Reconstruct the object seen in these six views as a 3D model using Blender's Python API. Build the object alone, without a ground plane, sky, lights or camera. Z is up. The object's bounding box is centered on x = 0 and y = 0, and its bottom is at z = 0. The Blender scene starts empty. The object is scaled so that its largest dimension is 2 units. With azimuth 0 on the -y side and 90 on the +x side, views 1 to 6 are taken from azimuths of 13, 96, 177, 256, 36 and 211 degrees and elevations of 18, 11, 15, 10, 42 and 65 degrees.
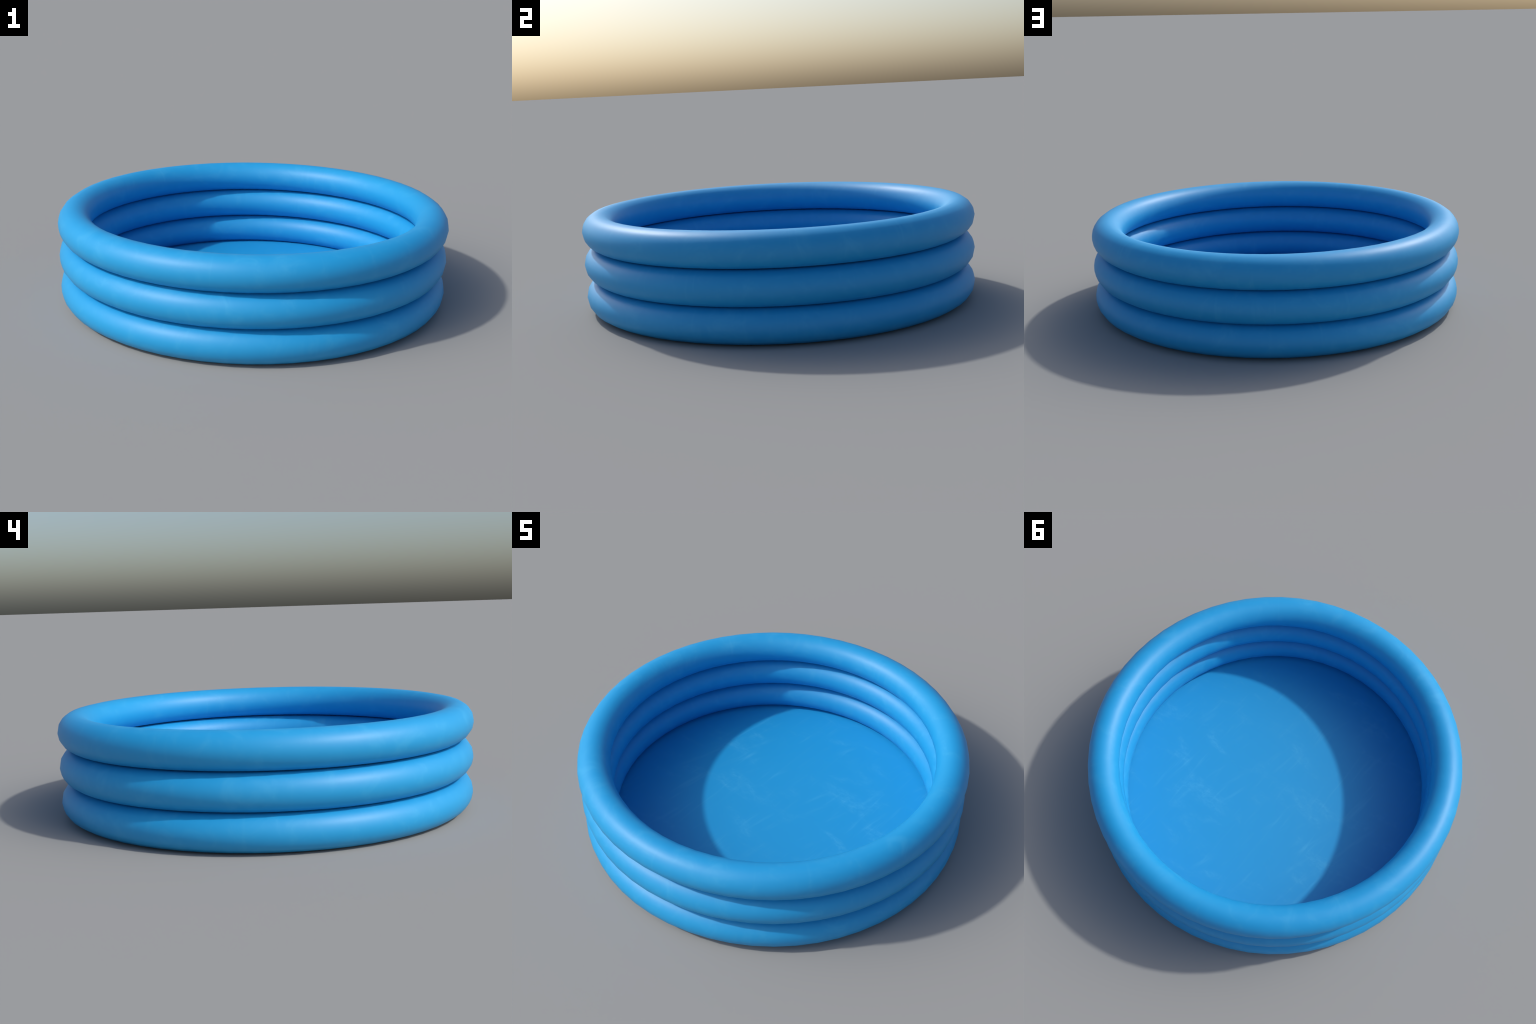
import bpy, math

# ---- dimensions (metres) -------------------------------------------------
MAJOR_RADIUS = 0.9170      # ring centre line
TUBE_RADIUS = 0.0830       # tube cross-section
RING_PITCH = 0.1655        # height step from ring to ring
MAJOR_SEGMENTS = 60
TUBE_SEGMENTS = 16
FLOOR_HEIGHT = 0.0065
ROUGHNESS = 0.495

# ---- materials ------------------------------------------------------------
VINYL_BLUE = (0.0115, 0.312, 0.655, 1)
SCUFF_BLUE = (0.060, 0.410, 0.725, 1)


class Nodes:
    """Small helper to chain shader nodes."""

    def __init__(self, mat):
        self.t = mat.node_tree

    def link(self, out, inp):
        self.t.links.new(out, inp)

    def math(self, op, a, b=0.0, c=0.0, clamp=False):
        n = self.t.nodes.new("ShaderNodeMath")
        n.operation, n.use_clamp = op, clamp
        for k, v in enumerate((a, b, c)):
            if isinstance(v, (int, float)):
                n.inputs[k].default_value = v
            else:
                self.link(v, n.inputs[k])
        return n.outputs[0]

    def turned(self, vec, degrees):
        """Rotate about z first, so a later stretch runs along that heading."""
        return self.mapping(vec, rot=(0, 0, math.radians(degrees)))

    def mapping(self, vec, loc=(0, 0, 0), rot=(0, 0, 0), scale=(1, 1, 1)):
        n = self.t.nodes.new("ShaderNodeMapping")
        n.inputs["Location"].default_value = loc
        n.inputs["Rotation"].default_value = rot
        n.inputs["Scale"].default_value = scale
        self.link(vec, n.inputs["Vector"])
        return n.outputs[0]

    def noise(self, vec, scale, detail=2.0, rough=0.5, distortion=0.0):
        n = self.t.nodes.new("ShaderNodeTexNoise")
        n.inputs["Scale"].default_value = scale
        n.inputs["Detail"].default_value = detail
        n.inputs["Roughness"].default_value = rough
        n.inputs["Distortion"].default_value = distortion
        self.link(vec, n.inputs["Vector"])
        return n.outputs[0]

    def step(self, v, lo, hi, out_lo=0.0, out_hi=1.0):
        n = self.t.nodes.new("ShaderNodeMapRange")
        n.interpolation_type = "SMOOTHSTEP"
        self.link(v, n.inputs["Value"])
        n.inputs["From Min"].default_value = lo
        n.inputs["From Max"].default_value = hi
        n.inputs["To Min"].default_value = out_lo
        n.inputs["To Max"].default_value = out_hi
        return n.outputs[0]


def streaks_on_floor(n, obj):
    """Long fine rub marks running mostly along y, slightly fanned."""
    total = None
    for deg, seed, across, amount in ((11, 0.0, 26, 0.42), (23, 3.7, 22, 0.30),
                                      (5, 8.1, 40, 0.34)):
        v = n.mapping(n.turned(obj, deg), loc=(seed, seed * 1.7, 0),
                      scale=(across, 2.6, 1))
        line = n.step(n.noise(v, 1.0, 3.0, 0.55), 0.54, 0.76)
        gate = n.step(n.noise(n.mapping(obj, loc=(seed + 5, 2, 0)), 2.6, 2.0), 0.45, 0.68)
        m = n.math("MULTIPLY", n.math("MULTIPLY", line, gate), amount)
        total = m if total is None else n.math("ADD", total, m)
    return total


def scuffs_on_floor(n, obj):
    """Crinkled whitish patches, drawn out along x."""
    patch = n.step(n.noise(n.mapping(n.turned(obj, 5), loc=(1.3, 4.2, 0),
                                     scale=(1.0, 2.4, 1)), 3.0, 4.0, 0.6, 0.6), 0.50, 0.74)
    crinkle = n.step(n.noise(n.mapping(obj, loc=(7, 1, 0), scale=(1.0, 1.7, 1)),
                             26.0, 7.0, 0.72, 0.6), 0.36, 0.74)
    return n.math("MULTIPLY", n.math("MULTIPLY", patch, crinkle), 0.62)


def marks_on_ring(n, obj):
    """Faint pull lines across the tube and soft mottled bloom."""
    sep = n.t.nodes.new("ShaderNodeSeparateXYZ")
    n.link(obj, sep.inputs[0])
    x, y, z = sep.outputs
    rad = n.math("SQRT", n.math("ADD", n.math("MULTIPLY", x, x), n.math("MULTIPLY", y, y)))
    com = n.t.nodes.new("ShaderNodeCombineXYZ")
    n.link(n.math("DIVIDE", x, rad), com.inputs[0])
    n.link(n.math("DIVIDE", y, rad), com.inputs[1])
    n.link(n.math("ADD", n.math("MULTIPLY", z, 0.10), n.math("MULTIPLY", rad, 0.05)), com.inputs[2])
    round_vec = com.outputs[0]
    info = n.t.nodes.new("ShaderNodeObjectInfo")
    shift = n.t.nodes.new("ShaderNodeVectorMath")
    shift.operation = "MULTIPLY_ADD"
    n.link(info.outputs["Location"], shift.inputs[0])
    shift.inputs[1].default_value = (1, 1, 9.3)
    n.link(round_vec, shift.inputs[2])
    line = n.step(n.noise(shift.outputs[0], 30.0, 3.0, 0.6), 0.55, 0.74)
    shift_o = n.t.nodes.new("ShaderNodeVectorMath")
    shift_o.operation = "MULTIPLY_ADD"
    n.link(info.outputs["Location"], shift_o.inputs[0])
    shift_o.inputs[1].default_value = (1, 1, 6.1)
    n.link(obj, shift_o.inputs[2])
    gate = n.step(n.noise(shift_o.outputs[0], 3.5, 2.0), 0.42, 0.68)
    lines = n.math("MULTIPLY", n.math("MULTIPLY", line, gate), 0.22)
    bloom = n.step(n.noise(shift_o.outputs[0], 9.0, 6.0, 0.65, 0.7), 0.46, 0.78, 0.0, 0.34)
    return n.math("ADD", lines, bloom)


def vinyl(name, kind):
    m = bpy.data.materials.new(name)
    m.use_nodes = True
    n = Nodes(m)
    b = m.node_tree.nodes["Principled BSDF"]
    obj = m.node_tree.nodes.new("ShaderNodeTexCoord").outputs["Object"]
    if kind == "floor":
        mask = n.math("ADD", streaks_on_floor(n, obj), scuffs_on_floor(n, obj), clamp=True)
    else:
        mask = n.math("ADD", marks_on_ring(n, obj), 0.0, clamp=True)
    mix = m.node_tree.nodes.new("ShaderNodeMix")
    mix.data_type = "RGBA"
    mix.inputs[6].default_value = VINYL_BLUE
    mix.inputs[7].default_value = SCUFF_BLUE
    n.link(mask, mix.inputs[0])
    n.link(mix.outputs[2], b.inputs["Base Color"])
    n.link(n.math("MULTIPLY_ADD", mask, 0.10, ROUGHNESS), b.inputs["Roughness"])
    return m


ring_mat = vinyl("blue_vinyl_ring", "ring")
floor_mat = vinyl("blue_vinyl_floor", "floor")

# ---- geometry ---------------------------------------------------------------
def new_mesh_object(name, verts, faces, mat, parent):
    me = bpy.data.meshes.new(name)
    me.from_pydata(verts, [], faces)
    me.update()
    for p in me.polygons:
        p.use_smooth = True
    me.materials.append(mat)
    ob = bpy.data.objects.new(name, me)
    bpy.context.collection.objects.link(ob)
    ob.parent = parent
    return ob

def torus(major_r, tube_r, zc, n, k, phase=0.0):
    vs, fs = [], []
    for i in range(n):
        a = 2 * math.pi * (i + phase) / n
        for j in range(k):
            t = 2 * math.pi * j / k
            r = major_r + tube_r * math.cos(t)
            vs.append((r * math.cos(a), r * math.sin(a), zc + tube_r * math.sin(t)))
    for i in range(n):
        for j in range(k):
            i2, j2 = (i + 1) % n, (j + 1) % k
            fs.append((i * k + j, i2 * k + j, i2 * k + j2, i * k + j2))
    return vs, fs

pool = bpy.data.objects.new("paddling_pool", None)
bpy.context.collection.objects.link(pool)
pool["label"] = "round blue inflatable paddling pool with three stacked rings"
pool["category"] = "paddling pool"

v, f = torus(MAJOR_RADIUS, TUBE_RADIUS, 0.0, MAJOR_SEGMENTS, TUBE_SEGMENTS)
ring = new_mesh_object("inflatable_ring", v, f, ring_mat, pool)
for level in range(3):
    r = ring if level == 0 else ring.copy()
    if level:
        bpy.context.collection.objects.link(r)
    r.location = (0, 0, TUBE_RADIUS + RING_PITCH * level)

def floor_disc(radius, z, thick, n, rings):
    vs, fs = [], []
    for side in (0, 1):
        zz = z if side == 0 else z - thick
        base = len(vs)
        vs.append((0, 0, zz))
        for q in range(1, rings + 1):
            for i in range(n):
                a = 2 * math.pi * i / n
                vs.append((radius * q / rings * math.cos(a), radius * q / rings * math.sin(a), zz))
        for i in range(n):
            i2 = (i + 1) % n
            tri = (base, base + 1 + i, base + 1 + i2)
            fs.append(tri if side == 0 else tri[::-1])
            for q in range(rings - 1):
                o = base + 1 + q * n
                quad = (o + i, o + n + i, o + n + i2, o + i2)
                fs.append(quad if side == 0 else quad[::-1])
        edge0 = base + 1 + (rings - 1) * n
        if side == 0:
            top_edge = edge0
    for i in range(n):
        i2 = (i + 1) % n
        fs.append((top_edge + i, edge0 + i, edge0 + i2, top_edge + i2))
    return vs, fs

v, f = floor_disc(MAJOR_RADIUS - 0.02, FLOOR_HEIGHT, 0.004, MAJOR_SEGMENTS, 6)
floor = new_mesh_object("pool_floor", v, f, floor_mat, pool)
for p in floor.data.polygons:
    p.use_smooth = False
